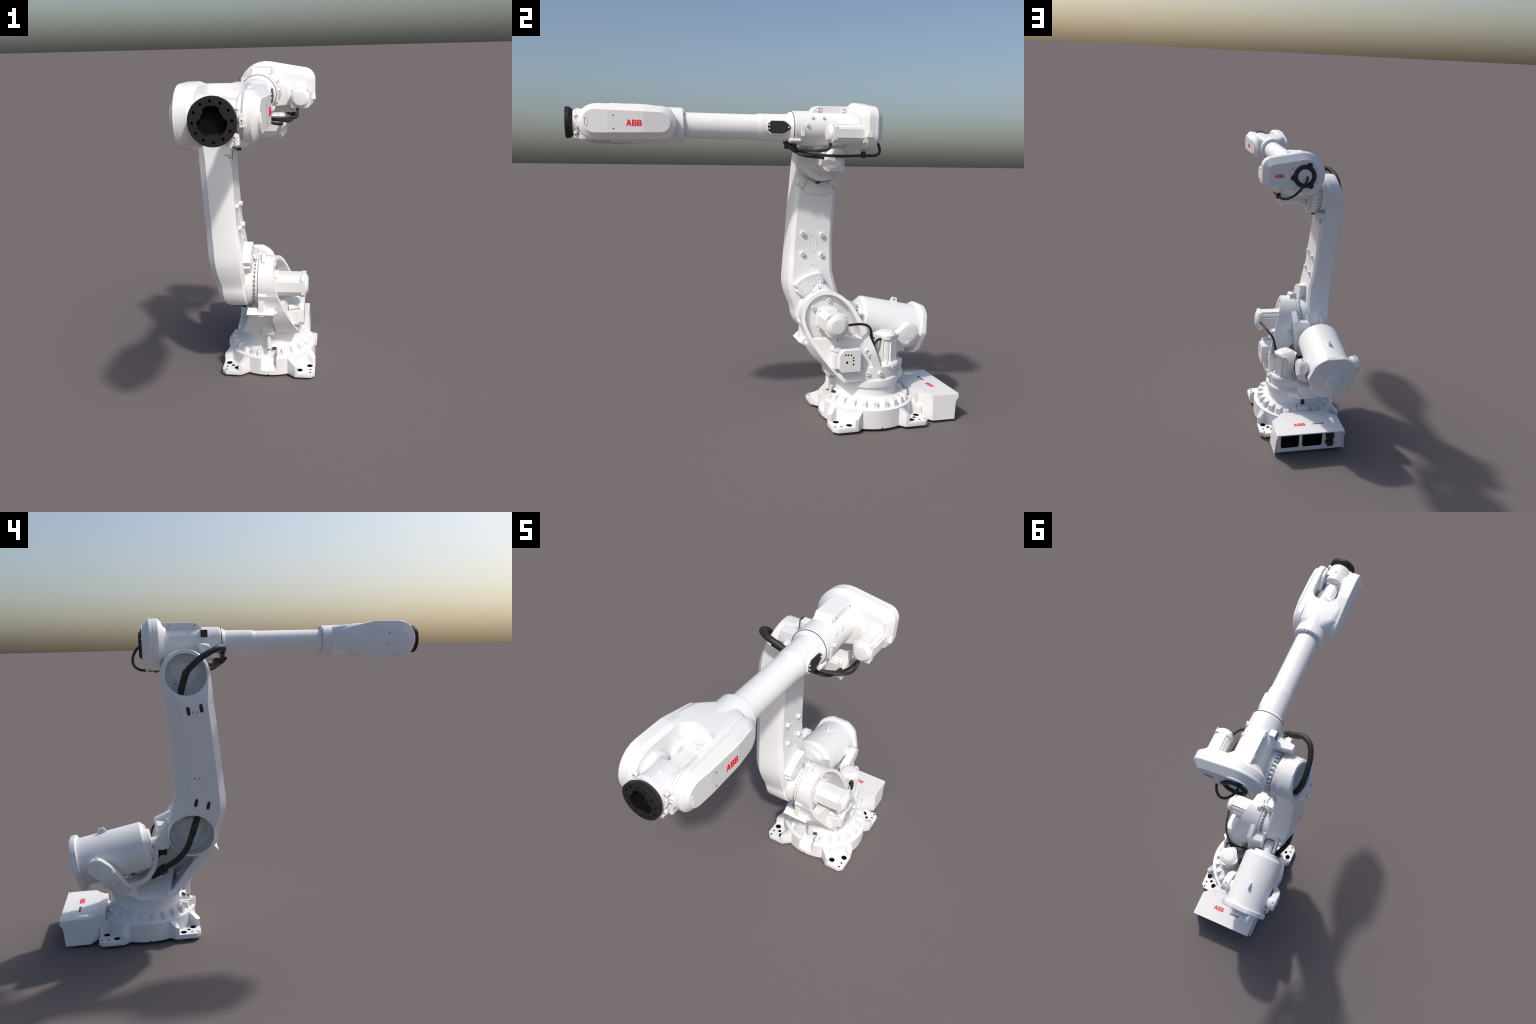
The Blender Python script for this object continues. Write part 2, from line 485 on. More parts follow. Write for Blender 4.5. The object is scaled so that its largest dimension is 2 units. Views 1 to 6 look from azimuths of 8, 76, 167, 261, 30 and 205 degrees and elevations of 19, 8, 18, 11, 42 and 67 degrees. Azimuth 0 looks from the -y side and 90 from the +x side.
# front tray: sloping front wall and floor, open to the left
ST = [  # outer (y,z), inner (y,z), left edge x
    ((.142, .439), (.170, .469), -.058), ((.205, .405), (.232, .432), -.056), ((.245, .365), (.278, .392), -.066), ((.290, .318), (.325, .345), -.084),
    ((.345, .262), (.375, .285), -.104), ((.385, .226), (.405, .256), -.128), ((.430, .216), (.440, .246), -.146), ((.500, .214), (.505, .242), -.158), ((.580, .220), (.580, .243), -.160), ((.635, .255), (.615, .282), -.160), ((.700, .257), (.695, .290), -.150)]
p = Part()
rings = []
for (oy, oz), (iy, iz), xl in ST:
    rings.append([V((xl, oy, oz)), V((.085, oy, oz)), V((.085, iy, iz)), V((xl + .006, iy, iz))])
p.put(loft(rings), .0025, ang=35)
p.put(hexa([(-.140, .42, .225), (.09, .40, .225), (.09, .64, .225), (-.140, .62, .225)], [(-.150, .43, .243), (.06, .38, .345), (.06, .58, .345), (-.150, .60, .243)]), .003)
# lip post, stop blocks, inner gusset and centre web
p.put(hexa([(.004, .150, .425), (.034, .150, .425), (.034, .21, .42), (.004, .21, .42)], [(.004, .158, .515), (.034, .158, .515), (.034, .21, .515), (.004, .21, .515)]), .002)
p.put(box(.05, .10, .42, .52, .246, .285), .002)
p.put(prism([(.205, .425), (.262, .47), (.30, .345)], 'x', -.035, .01), .002)
# rear column
WALL = smooth_loop([(.492, .53), (.500, .458), (.506, .410), (.525, .374), (.555, .342), (.600, .328), (.660, .322)], 5)
WIN = smooth_loop([(.468, .53), (.474, .450), (.488, .388), (.518, .342), (.560, .310), (.606, .294), (.660, .290)], 5)
p.put(loft([[V((x, y, z)) for x, y, z in ((-.150, a[0], a[1]), (.035, a[0], a[1]), (.035, b[0], b[1]), (-.150, b[0], b[1]))] for i, (a, b) in enumerate(zip(WALL, WIN))]), .003, ang=45)
p.put(hexa([(-.060, .42, .45), (.040, .38, .44), (.040, .484, .44), (-.060, .478, .45)],
           [(-.062, .41, .602), (.040, .40, .615), (.040, .484, .617), (-.062, .47, .600)]), .003)
p.put(hexa([(.012, .38, .56), (.041, .38, .56), (.041, .486, .60), (.012, .482, .60)],
           [(.012, .40, .655), (.041, .40, .657), (.041, .484, .622), (.012, .482, .618)]), .002)
# rear shelf that carries the cylinder brackets
p.put(loft([[V((x, y, .214)) for x, y in ((.06, .56), (.06, .735), (-.06, .735), (-.12, .70), (-.13, .58))], [V((x, y, .308)) for x, y in ((.05, .56), (.06, .746), (-.06, .746), (-.165, .735), (-.165, .62))]]), .004)
p.put(hexa([(.04, .66, .216), (.112, .66, .216), (.112, .716, .222), (.03, .745, .222)], [(.04, .66, .262), (.116, .66, .262), (.116, .718, .258), (.06, .748, .258)]), .003)
p.obj("turret_frame", WHITE, turret)
Part().put(prism([(.222, .70), (.250, .735), (.300, .735), (.322, .70)], 'x', .018, .038), .002).put(box(-.012, .02, .262, .288, .700, .735), .002).put(rod((.004, .275, .73), (.004, .275, .753), .0055), .0008).obj("lifting_tab", WHITE, turret)
place("screw_hole", DOT, turret, (.0385, .262, .716), (1, 0, 0))
place("screw_hole", DOT, turret, (.0415, .470, .611), (1, 0, 0)); place("screw_hole", DOT, turret, (.0415, .473, .590), (1, 0, 0))

# junction block with plugged holes
p = Part()
p.put(prism([(.312, .330), (.322, .312), (.428, .312), (.428, .430), (.338, .430), (.312, .405)], 'x', .115, .233), .002)
p.put(box(.11, .205, .292, .318, .322, .405), .003)
p.put(rod((.15, .300, .418), (.21, .318, .424), .016), .002)
jb = p.obj("junction_block", WHITE, turret)
boolean(jb, [temp(rod((.225, y, z), (.25, y, z), r, n=18), HOLE) for y, z, r in
             ((.344, .405, .0046), (.358, .404, .0046), (.374, .403, .0046), (.386, .388, .0046), (.387, .373, .0046), (.387, .353, .0046), (.352, .365, .0065))])
jb.data.materials.append(HOLE) if len(jb.data.materials) < 2 else None

# hanging stop pin at the front
p = Part()
p.put(loft([[V((x, y, z)) for y, z in ((.306, .243), (.294, .256), (.288, .310), (.290, .352), (.38, .30), (.38, .243))] for x in (.005, .070)]), .004)
p.put(rod((.0375, .319, .160), (.0375, .319, .25), .0125), .002)
p.obj("stop_pin", WHITE, turret)
Part().put(rod((.0375, .319, .150), (.0375, .319, .162), .006), .001).obj("pin_tip", BLACK, turret)

for (O, I) in ((.024, .0205),):
    mk = ring_solid([(-O, 0), (-O * .6, .010), (O * .6, .010), (O, 0), (O * .6, -.010), (-O * .6, -.010)], [(-I, 0), (-I * .6, .0078), (I * .6, .0078), (I, 0), (I * .6, -.0078), (-I * .6, -.0078)], 'z', -.004, .0012)
    merge(mk, rod((-.006, 0, -.004), (-.006, 0, .0012), .005, n=16)); merge(mk, rod((.008, 0, -.004), (.008, 0, .0012), .004, n=16))
    d = V((cos(radians(-9)), sin(radians(-9)), 0)); up_ = V((0, 0, 1)); r_ = up_.cross(d)
    mt = Matrix((r_, up_, d)).transposed().to_4x4(); mt.translation = V((CX, CY, .228)) + d * .1785
    obj("foundry_mark", to_mesh(mk, "foundry_mark", WHITE), turret, mw=mt)

# ------------------------------------------------------------------ motors
def motor(parent, c, axis_dir, up_dir, half, length, cap_r, name="motor"):
    """square servo motor from c along axis_dir; chamfered corners, corner grooves, round end cap"""
    d, u = V(axis_dir).normalized(), V(up_dir).normalized(); s = d.cross(u)
    h = half; k = .36 * h
    def ring(P, a): return [V(c) + s * x + u * y + d * a for x, y in P]
    def octa(h, k): return [(h, -h + k), (h, h - k), (h - k, h), (-h + k, h), (-h, h - k), (-h, -h + k), (-h + k, -h), (h - k, -h)]
    g = .16 * h
    groove = []
    for qx, qy in ((1, 1), (-1, 1), (-1, -1), (1, -1)):
        seq = [(h, h - k - g), (h - g, h - k - g), (h - g, h - k), (h - k, h - g), (h - k - g, h - g), (h - k - g, h)]
        seq = [(x * qx, y * qy) for x, y in seq]
        groove += seq if qx * qy > 0 else seq[::-1]
    p = Part()
    p.put(loft([ring(octa(h * 1.02, k), 0), ring(octa(h * 1.02, k), .10 * length)]), .0015)
    p.put(loft([ring(groove, .05 * length), ring(groove, .84 * length)]), .0012)
    p.put(loft([ring(octa(h * 1.01, k * .9), .80 * length), ring(octa(h * 1.01, k * .9), .915 * length)]), .0015)
    rr = .98 * h
    circ = lambda r, a: [V(c) + s * (r * cos(2 * pi * i / 40)) + u * (r * sin(2 * pi * i / 40)) + d * a for i in range(40)]
    p.put(loft([circ(rr, .90 * length), circ(rr, .935 * length), circ(cap_r, length)]), .0012)
    o = p.obj(name, WHITE, parent)
    for x, y in ((1, 1), (-1, 1), (-1, -1), (1, -1)):
        q = V(c) + s * (x * h * .84) + u * (y * h * .84)
        place("small_screw", TINY, o, q + d * (.915 * length), d)
        place("bolt", SMALL, o, q + d * (.10 * length), d)
    return o
motor(turret, (.073, .291, .562), (1, 0, 0), (0, 0, 1), .0590, .184, .036)
motor(turret, (.121, .611, .316), (0, 0, 1), (.866, .5, 0), .0560, .176, .034)
Part().put(lathe([(0, .31), (.075, .31), (.075, .322), (.068, .334), (0, .334)], 'z', (.121, .611), 48), .0015).obj("motor_seat", WHITE, turret)

# ================================================================== balancing cylinder
BX = -.1040
ang = math.atan(.208)
bd = V((0, cos(ang), -sin(ang)))
T0 = V((BX, .777, .462))
def along(s): return T0 + bd * s
rx = V((1, 0, 0)); ru = bd.cross(rx) * -1
def bring(P, s): return [along(s) + rx * a + ru * b for a, b in P]
R = .128
p = Part()
p.put(loft([bring(circle(0, 0, r, 72), s) for r, s in ((.107, -.264), (.109, -.258), (.1265, -.244), (.1265, .088), (.132, .096))]), .0015)
p.put(loft([bring(circle(0, 0, r, 64), s) for r, s in ((.078, -.282), (.081, -.278), (.081, -.25))]), .002)
cyl = p.obj("balancing_cylinder", WHITE, root)
# end cap: round with flats
def cap_outline(r):
    out = []
    for i in range(96):
        a = 2 * pi * i / 96
        rr = r
        for f in (20, 90, 160, 200, 270, 340):
            c_ = cos(a - radians(f))
            if c_ > 0: rr = min(rr, r * .945 / c_)
        out.append((rr * cos(a), rr * sin(a)))
    return out
p = Part()
p.put(loft([bring(cap_outline(.1490), s) for s in (.090, .1155)] + [bring(cap_outline(.1455), .1205)]), .002)
p.put(loft([bring(circle(0, 0, r, 64), s) for r, s in ((.078, .11), (.078, .1225), (.072, .1245))]), .0003)
p.put(loft([bring(circle(0, -.006, r, 48), s) for r, s in ((.056, .11), (.052, .136), (.036, .146))]), .0005)
p.obj("cylinder_cap", WHITE, cyl)
# lug on top
tab = [(-.030, 0), (-.018, .030), (.010, .030), (.020, 0)]
p = Part(); c0 = along(-.045) + ru * .122
p.put(loft([[c0 + rx * x + bd * a + ru * b for a, b in tab] for x in (-.005, .005)]), .001)
lug = p.obj("lifting_lug", WHITE, cyl)
boolean(lug, [temp(rod(c0 + rx * -.02 + bd * -.004 + ru * .018, c0 + rx * .02 + bd * -.004 + ru * .018, .0045, n=16), HOLE)])
# trunnion brackets
STN = [(.748, .438, .049, .1825, .139), (.722, .408, .049, .178, .132), (.703, .378, .046, .164, .118), (.688, .348, .043, .140, .095), (.672, .318, .042, .108, .062), (.655, .288, .048, .075, .030)]
for s in (-1, 1):
    xo = BX + s * .1835; xi = BX + s * .140
    yc, zc = .777, .462
    p = Part()
    p.put(prism(hull([(yc, zc, .047), (.745, .436, .047)], 20), 'x', min(xi, xo), max(xi, xo)), .006, seg=3)
    legs = []
    for k, (cy, cz, w, ho, hi) in enumerate(STN):
        a, b = STN[max(0, k - 1)], STN[min(len(STN) - 1, k + 1)]
        ty, tz = b[0] - a[0], b[1] - a[1]; L = sqrt(ty * ty + tz * tz); ny, nz = -tz / L, ty / L
        legs.append([V((BX + s * h, cy + ny * w * e, cz + nz * w * e)) for h, e in ((ho, -.80), (ho, .80), (ho - .010, .98), (hi, .98), (hi, -.98), (ho - .010, -.98))])
    p.put(loft(legs), .0, ang=45)
    b = p.obj("cylinder_bracket", WHITE, cyl)
    Part().put(lathe([(0, xo - s * .003), (.031, xo - s * .003), (.031, xo + s * .0008), (0, xo + s * .0008)] , 'x', (yc, zc), 40), .0008).obj("trunnion_cover", PLATE, b)
    Part().put(rod((BX + s * .10, yc, zc), (xi + s * .01, yc, zc), .034), .002).obj("trunnion", WHITE, b)
    Part().put(rod((xo - s * .02, .775, .503), (xo - s * .02, .778, .517), .006), .001).obj("grease_nipple", WHITE, b)
    for y, z, h in ((.762, .402, .181), (.726, .404, .178), (.742, .362, .166), (.706, .361, .160)):
        place("socket_screw", MED, b, (BX + s * (h - .003), y, z), (s, 0, 0))
# rod end held by the clevis
p = Part()
p.put(rod(along(-.335), along(-.28), .030), .002)
p.put(rod((BX - .028, .452, .528), (BX + .028, .452, .528), .034), .004)
p.obj("rod_end", WHITE, cyl)

# ================================================================== lower arm
def interp(tab, z):
    if z <= tab[0][0]: return tab[0][1]
    for (a, va), (b, vb) in zip(tab[:-1], tab[1:]):
        if z <= b:
            t = (z - a) / (b - a); return va + (vb - va) * t
    return tab[-1][1]
YF = [(.574, .155), (.60, .147), (.65, .127), (.700, .1135), (.74, .1105), (.765, .112), (1.124, .144), (1.289, .162), (1.404, .1695)]
YB = [(.574, .419), (.631, .413), (.70, .393), (.74, .381), (.794, .369), (.987, .375), (1.124, .383), (1.269, .398), (1.367, .4075), (1.404, .4125)]
XLF = [(.440, -.148), (.470, -.170), (.504, -.191), (.545, -.204), (.579, -.213), (.651, -.229), (.70, -.236), (.745, -.240), (.87, -.248), (1.13, -.266), (1.24, -.274), (1.27, -.275), (1.31, -.271), (1.36, -.257), (1.485, -.217), (1.53, -.199)]
XRT = [(.44, -.058), (.55, -.060), (.72, -.065), (.80, -.074), (.88, -.089), (.92, -.095), (1.1, -.107), (1.20, -.113), (1.24, -.120), (1.262, -.137), (1.53, -.139)]
def arm_y(z):
    if z < J2[1]:
        r = .132; h = sqrt(max(0, r * r - (z - J2[1]) ** 2)); return .287 - h, .287 + h
    if z > J3[1]:
        r = .1215; h = sqrt(max(0, r * r - (z - J3[1]) ** 2)); return J3[0] - h, J3[0] + h
    return interp(YF, z), interp(YB, z)
zs = [J2[1] - .132 * cos(radians(a)) for a in range(12, 90, 6)]
z = J2[1]
while z < J3[1]:
    zs.append(z); z += .022
zs += [J3[1] + .1215 * sin(radians(a)) for a in range(0, 84, 6)]
rings = []
for z in zs:
    yf, yb = arm_y(z); xl, xr = interp(XLF, z), interp(XRT, z)
    W = yb - yf; D = xr - xl
    s = min(1, W / .2) ** 1.0
    # size of the rear-left facet fades out towards both hubs
    mid = max(0, min(1, (z - .47) / .12)) * max(0, min(1, (1.40 - z) / .14))
    rear = max(0, min(1, (z - .60) / .14)) * max(0, min(1, (1.40 - z) / .14))
    e = .010 + .0 * mid
    fl = (.012 + .022 * mid) * s; bl = (.012 + .062 * rear) * s
    fr = (.008 + .022 * mid) * s; br = (.006 + .012 * mid) * s
    cx1 = min(.036, D * .25) * (.4 + .6 * mid); cx2 = min(.034, D * .22) * (.4 + .6 * mid); cx3 = min(.030, D * .2) * (.3 + .7 * mid)
    rings.append([V((xl, yf + fl, z)), V((xl + cx1, yf, z)), V((xr - cx3 - .022, yf, z)), V((xr - cx3 * .55, yf + fr * .30, z)), V((xr, yf + fr, z)), V((xr, yb - br, z)), V((xr - .012, yb, z)), V((xl + cx2, yb, z)), V((xl, yb - bl, z))])
p = Part()
p.put(loft(rings), 0.0)
arm = p.obj("lower_arm", WHITE, root, 20)
boolean(arm, [temp(prism(circle(J3[0], J3[1], .1025, 72), 'x', -.40, -.166), WHITE),
              temp(prism(circle(J2[0] - .001, J2[1], .1165, 72), 'x', -.40, -.086), WHITE)])
arm.data.set_sharp_from_angle(angle=radians(15))
# floors of the two recesses: raised hub disc and double rings of bolts
for (cy, cz), xf, rr, k1, k2 in ((J3, -.166, .1025, .765, .625), (J2, -.086, .1165, .715, .55)):
    p = Part()
    p.put(lathe([(rr * .97, xf + .01), (rr * .97, xf - .002), (rr * .84, xf - .002), (rr * .84, xf - .0005), (rr * .54, xf - .0005), (rr * .54, xf - .004), (0, xf - .004)], 'x', (cy, cz), 72), .0006)
    hub = p.obj("gear_disc", WHITE, arm)
    for i in range(30):
        a = 2 * pi * i / 30
        if i % 10 in (8, 9): continue
        place("bolt", DISC, hub, (xf - .001, cy + rr * k1 * cos(a), cz + rr * k1 * sin(a)), (-1, 0, 0))
    for g in range(3):
        for i in range(4):
            a = radians(90 + 120 * g + (i - 1.5) * 13)
            place("bolt", DISC, hub, (xf - .001, cy + rr * k2 * cos(a), cz + rr * k2 * sin(a)), (-1, 0, 0))
# shoulder hub on the inner side, bolt circle and flange
p = Part()
p.put(lathe([(.1155, -.083), (.1155, -.09), (.1275, -.09), (.1265, -.048), (.122, -.045), (.122, -.038), (.110, -.028), (.106, -.020), (0, -.020)], 'x', J2, 72), .002)
p.obj("shoulder_hub", WHITE, arm)
Part().put(lathe([(0, -.012), (.129, -.012), (.129, -.002), (.124, -.001), (.124, .008), (0, .008)], 'x', J2, 72), .001).put(rod((-.03, *J2), (0, *J2), .100, n=64), 0).obj("shoulder_flange", WHITE, turret)
for i in range(32):
    a = 2 * pi * i / 32
    place("bolt", SMALL, turret, (-.014, J2[0] + .1165 * cos(a), J2[1] + .1165 * sin(a)), (-1, 0, 0))
# stop sector above the shoulder
def sector(r0, r1, a0, a1, n=16):
    A = [radians(a0 + (a1 - a0) * i / (n - 1)) for i in range(n)]
    return [(J2[0] + r1 * cos(a), J2[1] + r1 * sin(a)) for a in A] + [(J2[0] + r0 * cos(a), J2[1] + r0 * sin(a)) for a in reversed(A)]
p = Part()
p.put(prism(sector(.118, .216, 91, 136), 'x', -.10, -.030), .002)
p.put(prism(sector(.185, .222, 128, 141.5), 'x', -.105, -.075), .003)
p.put(prism(sector(.116, .185, 133, 141), 'x', -.10, -.034), .0015)
p.put(prism(sector(.128, .188, 117, 132.5), 'x', -.10, -.0285), .001)
p.put(prism(sector(.15, .19, 88, 100), 'x', -.10, -.0285), .001)
p.put(prism(sector(.17, .195, 136, 139), 'x', -.11, -.075), .003)
p.obj("stop_sector", WHITE, arm)
place("small_screw", TINY, arm, (-.029, .278, .742), (1, 0, 0)); place("small_screw", TINY, arm, (-.029, .246, .728), (1, 0, 0))
# clevis ears for the cylinder rod
for x in (BX - .052, BX + .036):
    H = hull([(.420, .508, .008), (.452, .530, .037), (.418, .630, .006)], 14)
    Part().put(prism(H, 'x', x, x + .016), .003).put(rod((x - .002, .452, .530), (x + .018, .452, .530), .017), .0008).obj("clevis_ear", WHITE, arm)
# four standoffs, oval trace and mark on the inner face
for y, z in ((.201, 1.000), (.310, .990), (.198, .889), (.306, .881)):
    x = interp(XRT, z)
    place("standoff", (lambda b: to_mesh(b, "standoff", [WHITE, HOLE]))((lambda q: q.put(rod((0, 0, -.01), (0, 0, .016), .0125, n=24), .0015).put(rod((0, 0, .0155), (0, 0, .0163), .0035, n=12), 0, 1).bm)(Part())), arm, (x, y, z), (1, 0, .04))
def lean(bm, tab, zm):
    for v in bm.verts: v.co.x += interp(tab, v.co.z) - interp(tab, zm)
    return bm
ov = [(.258, .918, .021), (.256, .967, .021)]
zm = .945
Part().put(lean(ring_solid(hull(ov, 12), hull(grow(ov, -.0022), 12), 'x', interp(XRT, zm) - .003, interp(XRT, zm) + .0014), XRT, zm), 0).obj("oval_trace", WHITE, arm)
dia = [(.232, .825), (.244, .833), (.268, .833), (.280, .825), (.268, .816), (.244, .816)]
dii = [(.236, .825), (.246, .831), (.266, .831), (.276, .825), (.266, .818), (.246, .818)]
xm = interp(XRT, .825)
Part().put(lean(ring_solid(dia, dii, 'x', xm - .003, xm + .0014), XRT, .825), 0).put(rod((xm - .002, .248, .825), (xm + .0012, .248, .825), .004, n=12), 0).put(rod((xm - .002, .263, .825), (xm + .0012, .263, .825), .004, n=12), 0).obj("foundry_mark", WHITE, arm)
# dark slots and bolted tabs on the outer face
def on_left(y, z): return V((interp(XLF, z), y, z))
for y, z, tilt in ((.289, 1.227, 8), (.225, 1.239, 8), (.268, .756, -14), (.206, .738, -14)):
    t = radians(tilt); dy, dz = -sin(t) * .013, -cos(t) * .013
    H = hull([(y + dy, z + dz, .0085), (y - dy, z - dz, .0085)], 10)
    xx = interp(XLF, z)
    sl = (interp(XLF, z + .01) - interp(XLF, z - .01)) / .02
    r = [[V((xx + sl * (zz - z) + h, yy, zz)) for yy, zz in H] for h in (.006, -.0012)]
    Part().put(loft(r), .0005).obj("rubber_plug", BLACK, arm)
for y, z in ((.256, 1.222), (.257, .885)):
    H = hull([(y - .013, z, .0075), (y + .013, z, .0075)], 10)
    xx = interp(XLF, z)
    q = Part().put(lean(prism(H, 'x', xx + .004, xx - .004), XLF, z), .0012).obj("mount_tab", WHITE, arm)
    for k in (-1, 1): place("screw_hole", DOT, q, (xx - .0042, y + k * .011, z), (-1, 0, 0))
# shallow sector plate under the elbow with two slits
def sector3(r0, r1, a0, a1, n=20):
    A = [radians(a0 + (a1 - a0) * i / (n - 1)) for i in range(n)]
    return [(J3[0] + r1 * cos(a), J3[1] + r1 * sin(a)) for a in A] + [(J3[0] + r0 * cos(a), J3[1] + r0 * sin(a)) for a in reversed(A)]
p = Part()
p.put(prism(sector3(.130, .198, 242, 297), 'x', -.15, -.109), .0012)
p.put(prism(sector3(.135, .185, 228, 241.6), 'x', -.15, -.112), .0012)
p.put(prism(sector3(.135, .180, 297.4, 306), 'x', -.15, -.116), .0012)
p.obj("elbow_sector", WHITE, arm)
for a in (241.8, 297.2):
    c_, s_ = cos(radians(a)), sin(radians(a))
    Part().put(rod((-.1105, J3[0] + .135 * c_, J3[1] + .135 * s_), (-.1105, J3[0] + .192 * c_, J3[1] + .192 * s_), .0012, n=8), 0).obj("slit", SEAM, arm)
Part().put(box(-.10, -.078, .268, .286, 1.268, 1.280), .001).obj("bumper", BLACK, arm)
Part().put(lathe([(0, -.15), (.021, -.15), (.021, -.086), (.018, -.083), (0, -.083)], 'x', (.366, 1.280), 32), .001).obj("stop_boss", WHITE, arm)

# ================================================================== upper arm housing
p = Part()
# barrel of axis 4
p.put(lathe([(0, .0865), (.0825, .0865), (.086, .094), (.0870, .14), (.0870, .40), (0, .40)], 'y', (AX, AZ), 96), .0015)
# top bridge
p.put(prism([(.184, 1.62), (.184, 1.633), (.207, 1.660), (.395, 1.662), (.395, 1.60), (.20, 1.60)], 'x', AX - .042, AX + .044), .003)
for y in (.222, .352):
    p.put(box(AX - .046, AX + .049, y - .011, y + .011, 1.634, 1.656), .001)
# body down to the elbow
p.put(loft([[V((x, y, z)) for y, z in hull([(J3[0], J3[1], r), (J3[0] - .01, z2, r2)], 20)] for x, r, z2, r2 in
            ((-.080, .1215, 1.44, .05), (-.042, .1215, 1.46, .06))]), .003, ang=40)
p.put(lathe([(0, -.05), (.082, -.05), (.080, -.034), (.068, -.026), (0, -.026)], 'x', J3, 56), .002)
p.put(hexa([(-.078, .21, 1.40), (.03, .22, 1.44), (.03, .37, 1.44), (-.078, .38, 1.40)], [(-.048, .180, 1.54), (.07, .180, 1.54), (.07, .40, 1.54), (-.048, .40, 1.54)]), .006)
p.put(hexa([(-.060, .095, 1.482), (.0, .095, 1.478), (.0, .15, 1.470), (-.060, .15, 1.475)], [(-.045, .095, 1.53), (.08, .095, 1.53), (.08, .15, 1.53), (-.045, .15, 1.53)]), .006)
# bulge towards the motor side
p.put(hexa([(.04, .30, 1.474), (.165, .350, 1.476), (.172, .41, 1.476), (.04, .41, 1.474)], [(.04, .26, 1.60), (.158, .362, 1.570), (.166, .41, 1.570), (.04, .41, 1.62)]), .006)
p.put(lathe([(0, -.109), (.097, -.109), (.097, -.07), (0, -.07)], 'x', J3, 64), .001)
up = p.obj("upper_arm_housing", WHITE, root)
# mounting blocks on the outer side
p = Part()
p.put(box(-.053, .0, .160, .197, 1.585, 1.620), .002)
p.put(hexa([(-.150, .150, 1.492), (-.04, .150, 1.48), (-.04, .215, 1.48), (-.150, .196, 1.492)], [(-.150, .163, 1.540), (-.03, .150, 1.552), (-.03, .225, 1.56), (-.150, .198, 1.548)]), .003)
p.put(box(-.115, -.03, .105, .20, 1.478, 1.50), .003)
p.obj("mount_block", WHITE, up)
Part().put(prism(hull([(.1645, 1.588, .004), (.1925, 1.588, .004), (.1925, 1.617, .004), (.1645, 1.617, .004)], 4), 'x', -.058, -.050), .0008).obj("end_plate", DARKM, up)
# bosses and screws on the barrel
def on_barrel(y, a, r=.0885): return V((AX + r * cos(radians(a)), y, AZ + r * sin(radians(a)))), V((cos(radians(a)), 0, sin(radians(a))))
for y, a in ((.178, 34), (.236, 34), (.150, 8)):
    q, d = on_barrel(y, a, .0865); place("socket_screw", MED, up, q, d)
for y in (.222, .352):
    place("screw_hole", DOT, up, (AX + .0492, y, 1.646), (1, 0, 0)); place("screw_hole", DOT, up, (AX - .0462, y, 1.646), (-1, 0, 0))
Part().put(rod((.101, .078, 1.487), (.101, .12, 1.487), .0095), .001).put(rod((.101, .062, 1.487), (.101, .08, 1.487), .0105), .002).obj("stop_bolt", WHITE, up)
Part().put(hexa([(.07, .09, 1.478), (.094, .09, 1.478), (.094, .125, 1.478), (.07, .125, 1.478)], [(.07, .09, 1.50), (.103, .09, 1.50), (.103, .125, 1.50), (.07, .125, 1.50)]), .004).obj("stop_lug", WHITE, up)
Part().put(lathe([(.0815, .0840), (.0846, .0840), (.0846, .0868), (.0815, .0868)], 'y', (AX, AZ), 96), 0).obj("seam_ring", SEAM, up)
Part().put(prism(hull([(.128, 1.515, .009), (.128, 1.550, .009)], 8), 'x', .11, .1235), .001).obj("sync_plate", WHITE, up)
# elbow flange with bolt circle
Part().put(lathe([(0, -.145), (.1140, -.145), (.1155, -.138), (.1155, -.112), (.1120, -.1075), (0, -.1075)], 'x', J3, 72), .001).obj("elbow_flange", WHITE, arm)
for i in range(28):
    a = 2 * pi * i / 28
    place("bolt", LONG, up, (-.079, J3[0] + .1095 * cos(a), J3[1] + .1095 * sin(a)), (-1, 0, 0))
for y, z in ((.228, 1.329), (.265, 1.304), (.353, 1.305), (.390, 1.328)):
    place("socket_screw", MED, up, (-.047, y + .012 * (.29 - y) / .1, z + .008), (1, 0, 0))
motor(up, (-.02, .289, 1.392), (1, 0, 0), (0, 0, 1), .0555, .168, .036)
motor(up, (.217, .418, 1.5185), (0, -1, 0), (0, 0, 1), .0455, .199, .031)

# rear gearbox: hull of one large and two small circles
GC = [(AX, 1.5535, .1365), (.2215, 1.515, .062), (.2215, 1.596, .062)]
GCo = [GC[0], GC[1], GC[2]]
def ccw_circs(c): return c
def gring(d, y):
    # order so that the outline runs counter-clockwise in (x, z)
    return [V((x, y, z)) for x, z in hull([(AX, 1.5515, .1335 + d), (.2215, 1.515, .0595 + d), (.2215, 1.5935, .0595 + d)], 18)]
p = Part()
p.put(loft([gring(-.036, .372), gring(-.030, .384), gring(-.004, .408), gring(0, .413), gring(0, .4395)]), .0008, ang=60)
gear = p.obj("gearbox", WHITE, up)
p = Part()
p.put(loft([gring(-.0015, .438), gring(-.0008, .4405), gring(-.0008, .458), gring(-.003, .462), gring(-.038, .4945)]), .0008, ang=60)
p.obj("gearbox_cover", PLATE, gear)
Part().put(lathe([(0, .48), (.099, .48), (.099, .4962), (.0975, .4968), (0, .4968)], 'y', (AX, 1.551), 72), .0003).obj("gearbox_lid", PLATE, gear)
Part().put(hexa([(.255, .40, 1.50), (.284, .40, 1.50), (.284, .43, 1.50), (.255, .43, 1.50)], [(.255, .405, 1.526), (.282, .405, 1.526), (.282, .43, 1.526), (.255, .43, 1.526)]), .002).obj("gearbox_lug", WHITE, gear)
